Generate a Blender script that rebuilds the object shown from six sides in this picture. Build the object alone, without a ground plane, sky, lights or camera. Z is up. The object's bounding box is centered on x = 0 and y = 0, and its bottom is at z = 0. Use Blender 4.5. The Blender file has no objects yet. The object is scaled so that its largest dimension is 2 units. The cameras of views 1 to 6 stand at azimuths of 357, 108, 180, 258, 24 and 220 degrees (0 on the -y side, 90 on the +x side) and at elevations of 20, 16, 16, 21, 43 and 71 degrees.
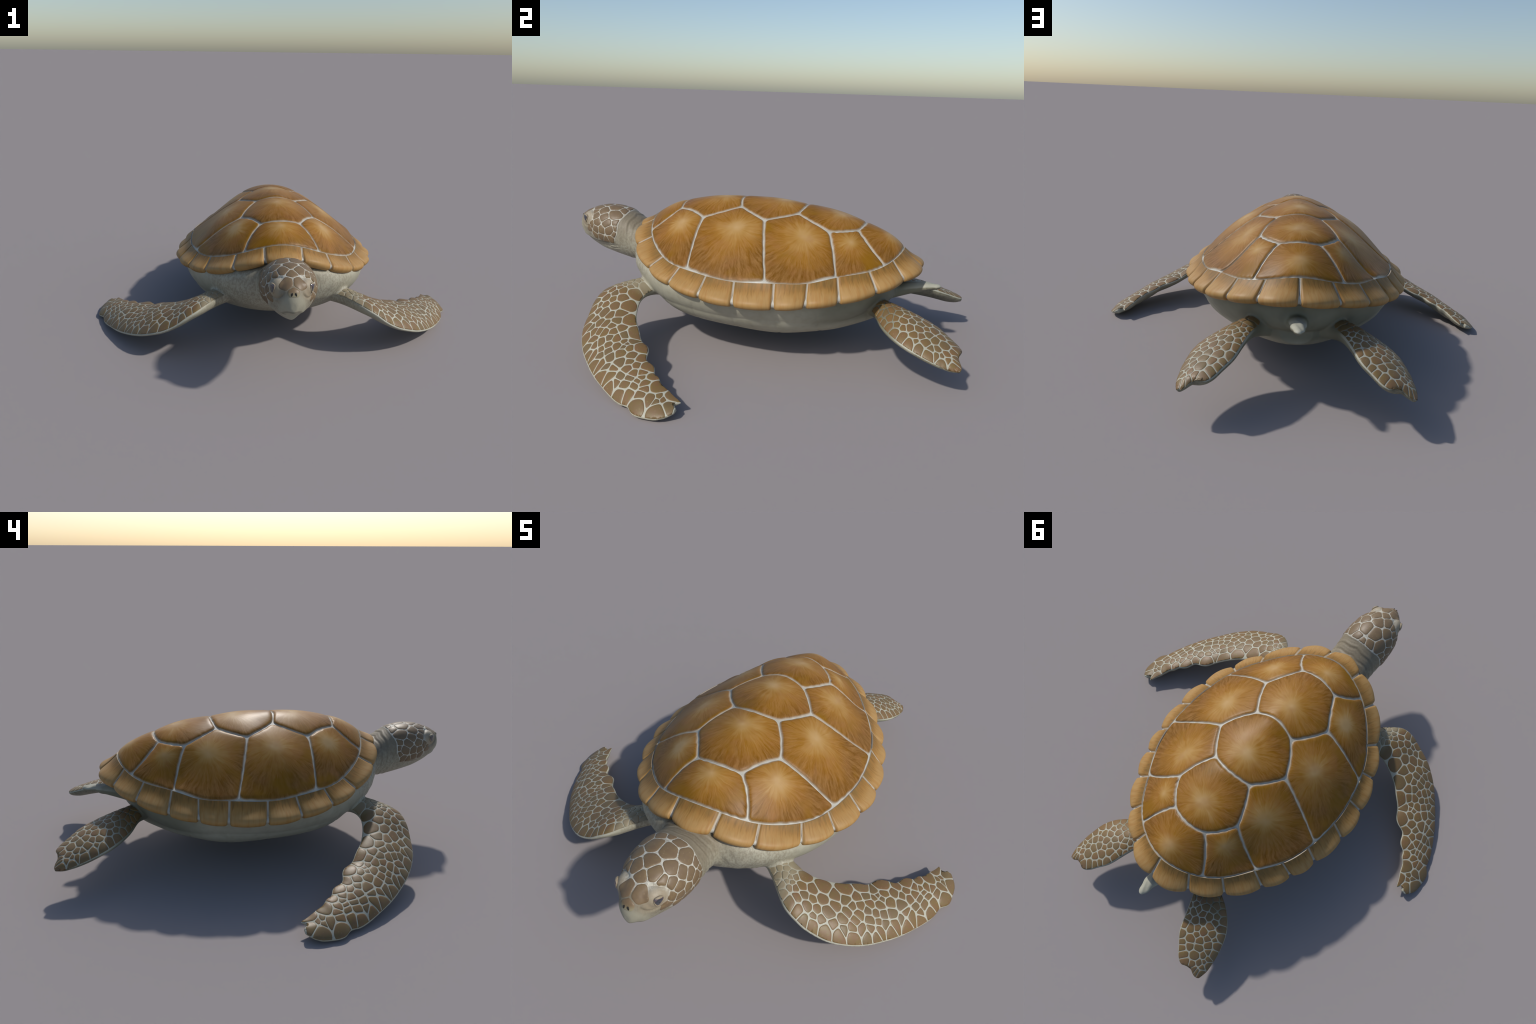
# Green-sea-turtle model: every part is described by profiles, spines and rules.
import math, random
import numpy as np

# ------------------------------------------------------------------ numeric helpers
_SPLINES = {}


def cubic(ts, ys, q):
    """natural cubic spline through (ts, ys) evaluated at q (ys may be n x k)"""
    ts = np.asarray(ts, float); ys = np.asarray(ys, float); q = np.asarray(q, float)
    flat = ys.ndim == 1
    if flat:
        ys = ys[:, None]
    n = len(ts); h = np.diff(ts)
    key = (ts.tobytes(), ys.tobytes())
    m = _SPLINES.get(key)
    if m is None:                                              # second derivatives at the knots
        A = np.zeros((n, n)); r = np.zeros((n, ys.shape[1]))
        A[0, 0] = A[-1, -1] = 1
        for i in range(1, n - 1):
            A[i, i - 1] = h[i - 1]; A[i, i] = 2 * (h[i - 1] + h[i]); A[i, i + 1] = h[i]
            r[i] = 6 * ((ys[i + 1] - ys[i]) / h[i] - (ys[i] - ys[i - 1]) / h[i - 1])
        m = _SPLINES[key] = np.linalg.solve(A, r)
    i = np.clip(np.searchsorted(ts, q) - 1, 0, n - 2)
    a = ((ts[i + 1] - q) / h[i])[..., None]; b = ((q - ts[i]) / h[i])[..., None]; hh = h[i][..., None]
    out = a * ys[i] + b * ys[i + 1] + ((a ** 3 - a) * m[i] + (b ** 3 - b) * m[i + 1]) * hh ** 2 / 6
    return out[..., 0] if flat else out


def chord(P, k=1.0):
    P = np.asarray(P, float)
    d = np.r_[0, np.cumsum(np.linalg.norm(np.diff(P, axis=0), axis=1) ** k)]
    return d / d[-1]


def norm(v):
    v = np.asarray(v, float)
    return v / np.maximum(np.linalg.norm(v, axis=-1, keepdims=True), 1e-9)


def smooth01(x):
    x = np.clip(x, 0, 1)
    return x * x * (3 - 2 * x)


# ------------------------------------------------------------------ flippers (left side; the right one is the mirror image)
class Flipper:
    """A paddle between a leading-edge and a trailing-edge curve, with an aerofoil section."""

    def __init__(self, lead, trail, thick_top, thick_bot, etop=0.8, ebot=0.6, tip=None):
        self.lead, self.trail = np.array(lead, float), np.array(trail, float)
        self.tl, self.tt = chord(self.lead), chord(self.trail)
        self.ktop, self.kbot, self.etop, self.ebot, self.tip = np.array(thick_top), np.array(thick_bot), etop, ebot, tip

    def frame(self, s):
        s = np.asarray(s, float)
        A, B = cubic(self.tl, self.lead, s), cubic(self.tt, self.trail, s)
        e = 1e-3
        s0, s1 = np.clip(s - e, 0, 1), np.clip(s + e, 0, 1)
        along = (cubic(self.tl, self.lead, s1) + cubic(self.tt, self.trail, s1) - cubic(self.tl, self.lead, s0) - cubic(self.tt, self.trail, s0))
        n = norm(np.cross(along, A - B))
        n = n * np.where(n[..., 2:] < 0, -1, 1)
        return A, B, n

    def at(self, s, t, side=1):
        s, t = np.broadcast_arrays(np.asarray(s, float), np.asarray(t, float))
        A, B, n = self.frame(s)
        u = np.clip(t, 0, 1)
        k = np.interp(s, self.ktop[:, 0], self.ktop[:, 1]) if side > 0 else -np.interp(s, self.kbot[:, 0], self.kbot[:, 1])
        h = k * (4 * u * (1 - u)) ** (self.etop if side > 0 else self.ebot)
        P = A + (B - A) * u[..., None] + n * h[..., None]
        if self.tip is not None:                               # notched end: claw at the trailing corner, hollow beside it
            ahead = norm(np.cross(B - A, n)); ahead = ahead * np.sign(np.sum(ahead * np.array(self.tip[0]), -1))[..., None]
            g = sum(k * np.exp(-((u - c) / w) ** 2) for c, w, k in self.tip[1])
            P = P + ahead * (g * smooth01((s - .84) / .16))[..., None]
        return P

    def normal(self, s, t):
        e = 4e-3
        s0, s1 = np.clip(s - e, 0, 1), np.clip(s + e, 0, 1)
        t0, t1 = np.clip(t - 0.03, 0.0, 1), np.clip(t + 0.03, 0, 1.0)
        n = np.cross(self.at(s1, t) - self.at(s0, t), self.at(s, t1) - self.at(s, t0))
        n = norm(n)
        return n * np.where(n[..., 2:] < 0, -1, 1)

    def grid(self, ns=220, nt=56):
        s = np.linspace(0, 1, ns); t = 0.5 - 0.5 * np.cos(np.linspace(0, math.pi, nt))
        S, T = np.meshgrid(s, t, indexing="ij")
        return S.ravel(), T.ravel(), self.at(S, T).reshape(-1, 3)

    def inverse(self, xy):
        """plan position -> (s, t) on the upper face (closest point of a dense grid, then a linear step)"""
        if not hasattr(self, "_g"):
            self._g = self.grid()
        S, T, P = self._g
        xy = np.asarray(xy, float)
        idx = np.array([np.argmin((P[:, 0] - a) ** 2 + (P[:, 1] - b) ** 2) for a, b in xy])
        s, t = S[idx].copy(), T[idx].copy()
        for _ in range(2):
            p = self.at(s, t)[:, :2]; e = 2e-3
            ds = (self.at(np.clip(s + e, 0, 1), t)[:, :2] - self.at(np.clip(s - e, 0, 1), t)[:, :2]) / (np.clip(s + e, 0, 1) - np.clip(s - e, 0, 1))[:, None]
            tm = np.clip(t, 0.02, 0.98)
            dt = (self.at(s, tm + 0.01)[:, :2] - self.at(s, tm - 0.01)[:, :2]) / 0.02
            det = ds[:, 0] * dt[:, 1] - ds[:, 1] * dt[:, 0]
            det = np.where(np.abs(det) < 1e-6, 1e-6, det)
            r = xy - p
            s = s + np.clip((r[:, 0] * dt[:, 1] - r[:, 1] * dt[:, 0]) / det, -0.02, 0.02)
            t = t + np.clip((ds[:, 0] * r[:, 1] - ds[:, 1] * r[:, 0]) / det, -0.05, 0.05)
            s, t = np.clip(s, 0.0, 0.995), np.clip(t, 0.0, 1.0)
        return s, t

    def rings(self, ns, nt):
        """closed section rings for the loft"""
        t = 0.5 - 0.5 * np.cos(np.linspace(0, math.pi, nt))
        out = []
        for s in np.linspace(0, 1, ns):
            top = self.at(np.full(nt, s), t, 1); bot = self.at(np.full(nt, s), t, -1)
            out.append(np.vstack([top, bot[-2:0:-1]]))
        return out


FRONT = Flipper(
    lead=[(0.200, -0.420, 0.270), (0.290, -0.500, 0.272), (0.362, -0.575, 0.262), (0.412, -0.615, 0.243), (0.458, -0.627, 0.217), (0.491, -0.628, 0.192), (0.527, -0.622, 0.167), (0.578, -0.611, 0.140), (0.628, -0.591, 0.120), (0.679, -0.559, 0.098), (0.728, -0.519, 0.080), (0.773, -0.471, 0.063), (0.820, -0.416, 0.048), (0.876, -0.335, 0.033), (0.918, -0.261, 0.020), (0.942, -0.199, 0.017), (0.948, -0.177, 0.019), (0.972, -0.148, 0.014), (0.984, -0.085, 0.012), (0.978, -0.028, 0.018), (0.950, 0.014, 0.034)],
    trail=[(.25, -.30, .25), (.33, -.385, .25), (.385, -.408, .240), (.425, -.410, .228), (.500, -.388, .203), (.565, -.350, .180), (.610, -.312, .160),
           (.643, -.283, .140), (.668, -.243, .134), (.696, -.222, .127), (.724, -.214, .119), (.742, -.205, .113), (.763, -.165, .106),
           (.785, -.146, .100), (.804, -.136, .094), (.818, -.110, .089), (.832, -.098, .084), (.842, -.086, .078), (.856, -.056, .070), (.872, -.030, .060), (.892, .012, .049)],
    thick_top=[(0, .040), (.2, .034), (.35, .034), (.6, .036), (.8, .026), (.93, .016), (1, .009)],
    thick_bot=[(0, .056), (.2, .046), (.35, .036), (.6, .029), (.8, .035), (.93, .031), (1, .012)],
    tip=((0, 1, 0), ((1.0, .11, .010), (.66, .16, -.017), (.40, .10, .004), (.12, .14, .004))))

HIND = Flipper(
    lead=[(.14, .56, .235), (.23, .62, .245), (.300, .655, .230), (.365, .703, .213), (.409, .759, .196), (.430, .815, .178), (.443, .870, .161), (.448, .920, .147),
          (.446, .965, .137), (.437, .996, .136)],
    trail=[(.09, .62, .255), (.140, .665, .266), (.172, .722, .270), (.196, .782, .263), (.217, .842, .247), (.242, .902, .226), (.280, .950, .203),
           (.312, .987, .185), (.340, .997, .177), (.362, .986, .176), (.385, .985, .166), (.408, .996, .150), (.425, 1.0, .140)],
    thick_top=[(0, .050), (.25, .040), (.5, .034), (.75, .026), (.92, .014), (1, .006)],
    thick_bot=[(0, .052), (.25, .046), (.5, .042), (.75, .035), (.92, .020), (1, .008)], etop=0.7, ebot=0.5)

# growth centres of the flipper scales as (distance along the limb, distance from the leading edge)
FRONT_SEEDS = [
    (0.223, 0.76), (0.311, 0.80), (0.411, 0.86), (0.496, 0.92), (0.609, 0.88), (0.682, 0.89), (0.744, 0.89), (0.815, 0.87), (0.875, 0.83), (0.950, 0.89),
    (0.950, 0.66), (0.972, 0.56), (0.937, 0.32), (0.922, 0.66), (0.922, 0.52), (0.231, 0.56), (0.266, 0.65), (0.368, 0.72), (0.414, 0.69), (0.461, 0.74),
    (0.506, 0.76), (0.554, 0.84), (0.546, 0.72), (0.566, 0.74), (0.602, 0.72), (0.654, 0.74), (0.714, 0.76), (0.682, 0.69), (0.769, 0.75), (0.792, 0.72),
    (0.827, 0.68), (0.852, 0.59), (0.897, 0.52), (0.211, 0.40), (0.193, 0.29), (0.251, 0.44), (0.278, 0.48), (0.318, 0.59), (0.233, 0.29), (0.441, 0.59),
    (0.476, 0.60), (0.519, 0.63), (0.586, 0.65), (0.566, 0.57), (0.617, 0.57), (0.667, 0.52), (0.712, 0.59), (0.749, 0.59), (0.797, 0.60), (0.857, 0.43),
    (0.802, 0.48), (0.759, 0.49), (0.870, 0.22), (0.810, 0.26), (0.772, 0.35), (0.727, 0.38), (0.271, 0.31), (0.308, 0.37), (0.353, 0.41), (0.373, 0.56),
    (0.424, 0.49), (0.469, 0.46), (0.506, 0.52), (0.544, 0.46), (0.576, 0.41), (0.617, 0.37), (0.679, 0.37), (0.694, 0.26), (0.737, 0.25), (0.787, 0.14),
    (0.734, 0.12), (0.253, 0.16), (0.306, 0.24), (0.338, 0.26), (0.381, 0.26), (0.411, 0.37), (0.459, 0.37), (0.514, 0.37), (0.554, 0.32), (0.581, 0.25),
    (0.624, 0.22), (0.649, 0.25), (0.669, 0.13), (0.221, 0.14), (0.281, 0.12), (0.316, 0.13), (0.363, 0.14), (0.409, 0.14), (0.421, 0.22), (0.451, 0.25),
    (0.486, 0.24), (0.519, 0.24), (0.559, 0.18), (0.602, 0.13), (0.459, 0.14), (0.509, 0.14), (0.544, 0.11), (0.163, 0.14), (0.185, 0.09), (0.103, 0.06),
    (0.118, 0.26), (0.153, 0.34), (0.130, 0.14), (0.175, 0.44), (0.173, 0.59), (0.145, 0.49), (0.193, 0.60), (0.175, 0.32), (0.190, 0.40), (0.140, 0.06),
    (0.125, 0.52), (0.103, 0.40), (0.155, 0.75),
]
HIND_SEEDS = [
    (0.276, 0.94), (0.278, 0.78), (0.301, 0.63), (0.298, 0.46), (0.286, 0.26), (0.261, 0.16), (0.298, 0.01), (0.328, 1.00), (0.321, 0.83), (0.351, 0.56),
    (0.351, 0.25), (0.346, 0.09), (0.388, 1.00), (0.386, 0.84), (0.366, 0.72), (0.404, 0.59), (0.431, 0.44), (0.381, 0.35), (0.406, 0.12), (0.436, 0.25),
    (0.426, 0.92), (0.461, 0.72), (0.461, 0.57), (0.479, 0.29), (0.471, 0.11), (0.491, 0.94), (0.519, 0.79), (0.516, 0.65), (0.546, 0.51), (0.504, 0.38),
    (0.569, 0.31), (0.531, 0.15), (0.561, 0.94), (0.602, 0.75), (0.566, 0.63), (0.617, 0.54), (0.604, 0.40), (0.614, 0.22), (0.599, 0.13), (0.639, 0.90),
    (0.662, 0.76), (0.672, 0.54), (0.654, 0.34), (0.662, 0.16), (0.677, 0.90), (0.739, 0.85), (0.744, 0.59), (0.744, 0.38), (0.719, 0.28), (0.742, 0.16),
    (0.779, 0.24), (0.794, 0.83), (0.817, 0.65), (0.807, 0.46), (0.802, 0.31), (0.892, 0.72), (0.910, 0.62), (0.932, 0.31), (0.852, 0.15), (0.867, 0.37),
]

# a few small scales at the limb roots
HIND_SEEDS += [(0.22, 0.30), (0.23, 0.55), (0.24, 0.78), (0.19, 0.45), (0.185, 0.66), (0.215, 0.14)]

# ------------------------------------------------------------------ carapace
# left-hand junctions of the scute seams (x, y, z); the shell is mirror-symmetric about x = 0
J = dict(
    V12=(.098, -.364, .604), V2c=(.190, -.206, .592), V23=(.102, -.047, .642), V3c=(.195, .097, .609), V34=(.101, .229, .633), V4c=(.175, .392, .580),
    V45=(.089, .507, .580), V5=(.181, .636, .470), C12=(.417, -.178, .422), C23=(.456, .190, .410), C34=(.356, .474, .432), V1b=(.179, -.478, .506))
RIM_IN = [(0, -.534, .549), (.091, -.520, .533), (.222, -.461, .479), (.346, -.339, .425), (.414, -.221, .408), (.455, -.076, .399), (.469, .059, .394),
          (.453, .229, .404), (.410, .361, .408), (.339, .472, .428), (.255, .592, .443), (.136, .676, .471), (0, .709, .495)]
RIM_OUT = [(0, -.606, .492), (.090, -.588, .490), (.237, -.530, .437), (.372, -.394, .375), (.461, -.251, .346), (.517, -.088, .329), (.532, .073, .321),
           (.507, .242, .321), (.466, .369, .331), (.402, .496, .346), (.298, .633, .374), (.168, .730, .402), (0, .785, .420)]
KNOTS = np.arange(13) / 12.0
RIDGE = [(-.48, .582), (-.43, .607), (-.37, .626), (-.28, .646), (-.2, .659), (-.12, .666), (-.05, .671), (.05, .671), (.14, .666), (.25, .656), (.33, .643), (.415, .625), (.51, .601), (.58, .575),
         (.64, .549), (.68, .523)]
BULGE = [(.201, -.299, .574), (.244, -.011, .585), (.225, .298, .566), (.171, .488, .549), (.335, -.09, .517), (.345, .14, .499), (.29, .36, .495), (.29, -.25, .518)]


class Shell:
    """height of the shell over the plan, a thin-plate spline through the seam junctions, the ridge and the rim"""

    def __init__(self):
        half = list(J.values()) + RIM_IN[1:-1] + BULGE
        pts = half + [(-x, y, z) for x, y, z in half] + [RIM_IN[0], RIM_IN[-1]] + [(0, y, z) for y, z in RIDGE]
        self.p = np.array(pts)
        n = len(pts)
        K = self.k(self.p[:, :2]); K[np.arange(n), np.arange(n)] += 4e-5
        Q = np.c_[np.ones(n), self.p[:, :2]]
        A = np.zeros((n + 3, n + 3)); A[:n, :n] = K; A[:n, n:] = Q; A[n:, :n] = Q.T
        self.w = np.linalg.solve(A, np.r_[self.p[:, 2], 0, 0, 0])

    def k(self, q):
        r2 = ((q[:, None, :] - self.p[None, :, :2]) ** 2).sum(-1) + 1e-6
        return 0.5 * r2 * np.log(r2)

    def z(self, q):
        q = np.asarray(q, float)
        return self.k(q) @ self.w[:-3] + self.w[-3] + q @ self.w[-2:]

    def point(self, q):
        q = np.asarray(q, float)
        return np.c_[q, self.z(q)]

    def normal(self, q):
        e = 3e-3; q = np.asarray(q, float)
        dx = (self.z(q + [e, 0]) - self.z(q - [e, 0])) / (2 * e); dy = (self.z(q + [0, e]) - self.z(q - [0, e])) / (2 * e)
        return norm(np.c_[-dx, -dy, np.ones(len(q))])


def rim(table, u):
    """closed rim curve; u in [-1, 1], 0 at the nape, +-1 at the tail, positive on the left"""
    u = np.asarray(u, float)
    k = np.r_[-KNOTS[:0:-1], KNOTS]
    P = np.array([(-x, y, z) for x, y, z in table[:0:-1]] + list(table))
    # repeat some knots past the ends so the curve closes smoothly at the tail
    k = np.r_[k[-4:-1] - 2, k, k[1:4] + 2]; P = np.vstack([P[-4:-1], P, P[1:4]])
    return cubic(k, P, u)


def rim_profile(u, j, bulge=0.0):
    """point of the marginal ring: u around the shell, j from the inner seam (0) over the edge to the underside (9)"""
    u = np.asarray(u, float)
    I, O = rim(RIM_IN, u), rim(RIM_OUT, u)
    d = O - I
    e = 1e-3
    tang = norm(rim(RIM_OUT, u + e) - rim(RIM_OUT, u - e))
    n = norm(np.cross(d, tang)); n = n * np.where(n[..., 2:] < 0, -1, 1)
    fr = np.array([0, .07, .34, .64, .86, .99, 1.05, 1.01, .86, .45])
    up = np.array([0, .000, .001, .003, .004, .000, -.012, -.024, -.030, -.028])
    f = cubic(np.arange(10), fr, j)[..., None] if np.ndim(j) else np.array(cubic(np.arange(10), fr, [j])[0])
    h = cubic(np.arange(10), up, j)[..., None] if np.ndim(j) else np.array(cubic(np.arange(10), up, [j])[0])
    out = norm(d * [1, 1, 0])
    w = np.clip(f, 0, 1) ** 2
    b = np.asarray(bulge)[..., None] * w if np.ndim(bulge) else bulge * w
    return I + d * f + n * h + out * b, n


def sag(P, Q, s, n=24):
    """edge between two plan points, bowed sideways by s"""
    P, Q = np.array(P[:2]), np.array(Q[:2])
    t = np.linspace(0, 1, n, endpoint=False)[:, None]
    d = Q - P
    return P + d * t + np.array([-d[1], d[0]]) * (4 * t * (1 - t)) * s / np.linalg.norm(d)


def resample(P, n):
    P = np.asarray(P, float); Q = np.vstack([P, P[:1]])
    d = np.r_[0, np.cumsum(np.linalg.norm(np.diff(Q, axis=0), axis=1))]
    q = np.linspace(0, d[-1], n, endpoint=False)
    return np.stack([np.interp(q, d, Q[:, k]) for k in range(P.shape[1])], 1)


def round_loop(P, times):
    for _ in range(times):
        P = 0.5 * P + 0.25 * (np.roll(P, 1, 0) + np.roll(P, -1, 0))
    return P


def inset(P, d):
    """move a closed counter-clockwise loop inward by d"""
    t = norm(np.roll(P, -1, 0) - np.roll(P, 1, 0))
    return P + np.stack([-t[:, 1], t[:, 0]], 1) * d


def scute_outlines():
    j = {k: np.array(v[:2]) for k, v in J.items()}
    m = {k: v * [-1, 1] for k, v in j.items()}

    def rimseg(a, b, n=60):
        return rim(RIM_IN, np.linspace(a, b, n, endpoint=False))[:, :2]

    u_of = lambda key: float(np.linspace(0, 1, 2001)[np.argmin(np.linalg.norm(rim(RIM_IN, np.linspace(0, 1, 2001))[:, :2] - j[key], axis=1))])
    u1, u2, u3, u4, u5 = (u_of(k) for k in ("V1b", "C12", "C23", "C34", "V5"))
    on = lambda u: rim(RIM_IN, [u])[0, :2]
    a1, a2, a3, a4, a5 = on(u1), on(u2), on(u3), on(u4), on(u5)
    r = lambda p: p * np.array([-1, 1])
    b12, b23, b34, b45 = -.012, -.024, .016, .020          # bows of the cross seams (positive = towards the tail)
    V = [
        [rimseg(-u1, u1), sag(a1, j["V12"], -.012), sag(j["V12"], m["V12"], -b12), sag(m["V12"], r(a1), -.012)],
        [sag(m["V12"], j["V12"], b12), sag(j["V12"], j["V2c"], .003), sag(j["V2c"], j["V23"], -.008), sag(j["V23"], m["V23"], -b23), sag(m["V23"], m["V2c"], -.008), sag(m["V2c"], m["V12"], .003)],
        [sag(m["V23"], j["V23"], b23), sag(j["V23"], j["V3c"], -.008), sag(j["V3c"], j["V34"], -.006), sag(j["V34"], m["V34"], -b34), sag(m["V34"], m["V3c"], -.006), sag(m["V3c"], m["V23"], -.008)],
        [sag(m["V34"], j["V34"], b34), sag(j["V34"], j["V4c"], -.008), sag(j["V4c"], j["V45"], -.008), sag(j["V45"], m["V45"], -b45), sag(m["V45"], m["V4c"], -.008), sag(m["V4c"], m["V34"], -.008)],
        [sag(m["V45"], j["V45"], b45), sag(j["V45"], a5, -.008), rimseg(u5, 1), rimseg(-1, -u5), sag(r(a5), m["V45"], -.008)],
    ]
    C = [
        [rimseg(u1, u2), sag(a2, j["V2c"], .004), sag(j["V2c"], j["V12"], -.003), sag(j["V12"], a1, .012)],
        [rimseg(u2, u3), sag(a3, j["V3c"], .004), sag(j["V3c"], j["V23"], .008), sag(j["V23"], j["V2c"], .008), sag(j["V2c"], a2, -.004)],
        [rimseg(u3, u4), sag(a4, j["V4c"], -.006), sag(j["V4c"], j["V34"], .008), sag(j["V34"], j["V3c"], .006), sag(j["V3c"], a3, -.004)],
        [rimseg(u4, u5), sag(a5, j["V45"], .008), sag(j["V45"], j["V4c"], .008), sag(j["V4c"], a4, .006)],
    ]
    return [np.vstack(v) for v in V], [np.vstack(c) for c in C]


# growth centres (areolae) of the scutes
V_CENTRE = [(0, -.42), (0, -.165), (0, .135), (0, .415), (0, .635)]
C_CENTRE = [(.215, -.300), (.262, -.015), (.238, .290), (.180, .492)]

# ------------------------------------------------------------------ body profiles: y, half width, height of the widest point, top, bottom
TORSO = [(-.600, .10, .395, .47, .300), (-.575, .185, .385, .47, .262), (-.52, .270, .365, .46, .215), (-.45, .335, .350, .45, .176), (-.35, .405, .335, .45, .138), (-.2, .468, .320, .45, .110),
         (0, .495, .308, .45, .097), (.2, .478, .308, .45, .095), (.35, .425, .318, .45, .104), (.46, .365, .330, .45, .128), (.55, .300, .335, .44, .175), (.62, .225, .335, .42, .222),
         (.665, .155, .330, .40, .250), (.69, .080, .325, .37, .280)]
PLASTRON = [(-.52, .15, .32, .33, .225), (-.46, .25, .31, .33, .178), (-.35, .36, .30, .33, .134), (-.2, .44, .29, .33, .106), (0, .470, .285, .33, .092), (.2, .455, .28, .33, .090), (.35, .39, .28, .33, .098),
            (.46, .30, .27, .32, .113), (.54, .215, .26, .31, .134), (.60, .145, .245, .30, .157), (.645, .07, .24, .27, .180)]
HEAD = [(-.999, .013, .443, .464, .418), (-.991, .028, .450, .492, .408), (-.979, .042, .455, .509, .398), (-.968, .050, .458, .516, .377), (-.95, .062, .462, .528, .361), (-.92, .079, .463, .540, .348),
        (-.88, .101, .460, .554, .335), (-.84, .115, .455, .562, .324), (-.80, .121, .448, .5635, .315), (-.76, .123, .440, .560, .306), (-.72, .122, .430, .551, .298), (-.68, .120, .420, .533, .291),
        (-.64, .120, .408, .507, .288), (-.60, .126, .395, .493, .281), (-.55, .145, .385, .49, .26), (-.48, .18, .37, .47, .24)]
TAIL = [(.58, .11, .265, .33, .20), (.64, .068, .280, .325, .238), (.70, .045, .299, .333, .262), (.75, .037, .313, .343, .283), (.80, .033, .325, .348, .303), (.84, .027, .331, .347, .315),
        (.868, .020, .333, .344, .321), (.882, .012, .334, .340, .327), (.888, .004, .334, .336, .331)]


def loft_sections(table, n_along, n_round, e_top=2.0, e_bot=2.0):
    """superelliptic cross-sections along y; exponents may be pairs (front, rear)"""
    T = np.array(table, float)
    y = np.interp(np.linspace(0, 1, n_along), chord(T[:, :1] * [1] + 0, 1), T[:, 0]) if False else np.interp(np.linspace(0, len(T) - 1, n_along), np.arange(len(T)), T[:, 0])
    a = np.linspace(0, 2 * math.pi, n_round, endpoint=False)
    out = []
    q = np.linspace(0, len(T) - 1, n_along)
    V = cubic(np.arange(len(T)), T, q)
    for i in range(n_along):
        yy, w, zm, zt, zb = V[i]
        f = i / (n_along - 1)
        et = e_top[0] + (e_top[1] - e_top[0]) * f if np.ndim(e_top) else e_top
        eb = e_bot[0] + (e_bot[1] - e_bot[0]) * f if np.ndim(e_bot) else e_bot
        c, s = np.cos(a), np.sin(a)
        e = np.where(s >= 0, et, eb)
        x = w * np.sign(c) * np.abs(c) ** (2 / e)
        z = zm + np.where(s >= 0, zt - zm, zm - zb) * np.sign(s) * np.abs(s) ** (2 / e)
        out.append(np.stack([x, np.full_like(x, yy), z], 1))
    return out

# ================================================================== Blender part
import bpy, bmesh
from mathutils import Vector, Matrix, noise
from mathutils.bvhtree import BVHTree

random.seed(7)
RNG = np.random.default_rng(7)
COL = bpy.context.scene.collection


def add_mesh(name, verts, faces, mats, parent=None, smooth=True, mat_index=None, matrix=None):
    me = bpy.data.meshes.new(name)
    me.from_pydata([tuple(map(float, v)) for v in verts], [], [tuple(map(int, f)) for f in faces])
    for m in mats:
        me.materials.append(m)
    if smooth:
        me.polygons.foreach_set("use_smooth", [True] * len(me.polygons))
    if mat_index is not None:
        me.polygons.foreach_set("material_index", mat_index)
    me.update()
    ob = bpy.data.objects.new(name, me)
    COL.objects.link(ob)
    ob.parent = parent
    if matrix is not None:
        ob.matrix_local = matrix
    return ob


def loft_mesh(rings):
    n = len(rings[0]); V = np.vstack(rings); F = []
    for i in range(len(rings) - 1):
        for k in range(n):
            k2 = (k + 1) % n
            F.append((i * n + k, i * n + k2, (i + 1) * n + k2, (i + 1) * n + k))
    F.append(tuple(range(n - 1, -1, -1)))
    F.append(tuple((len(rings) - 1) * n + k for k in range(n)))
    return V, F


def ellipsoid(c, r, rot=None, nu=24, nv=16):
    rings = []
    for j in range(1, nv):
        b = math.pi * j / nv
        rings.append([(r[0] * math.sin(b) * math.cos(a), r[1] * math.sin(b) * math.sin(a), r[2] * math.cos(b)) for a in np.linspace(0, 2 * math.pi, nu, endpoint=False)])
    V, F = loft_mesh([np.array(x) for x in rings])
    if rot is not None:
        V = V @ np.array(rot).T
    return V + np.array(c), F


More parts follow.
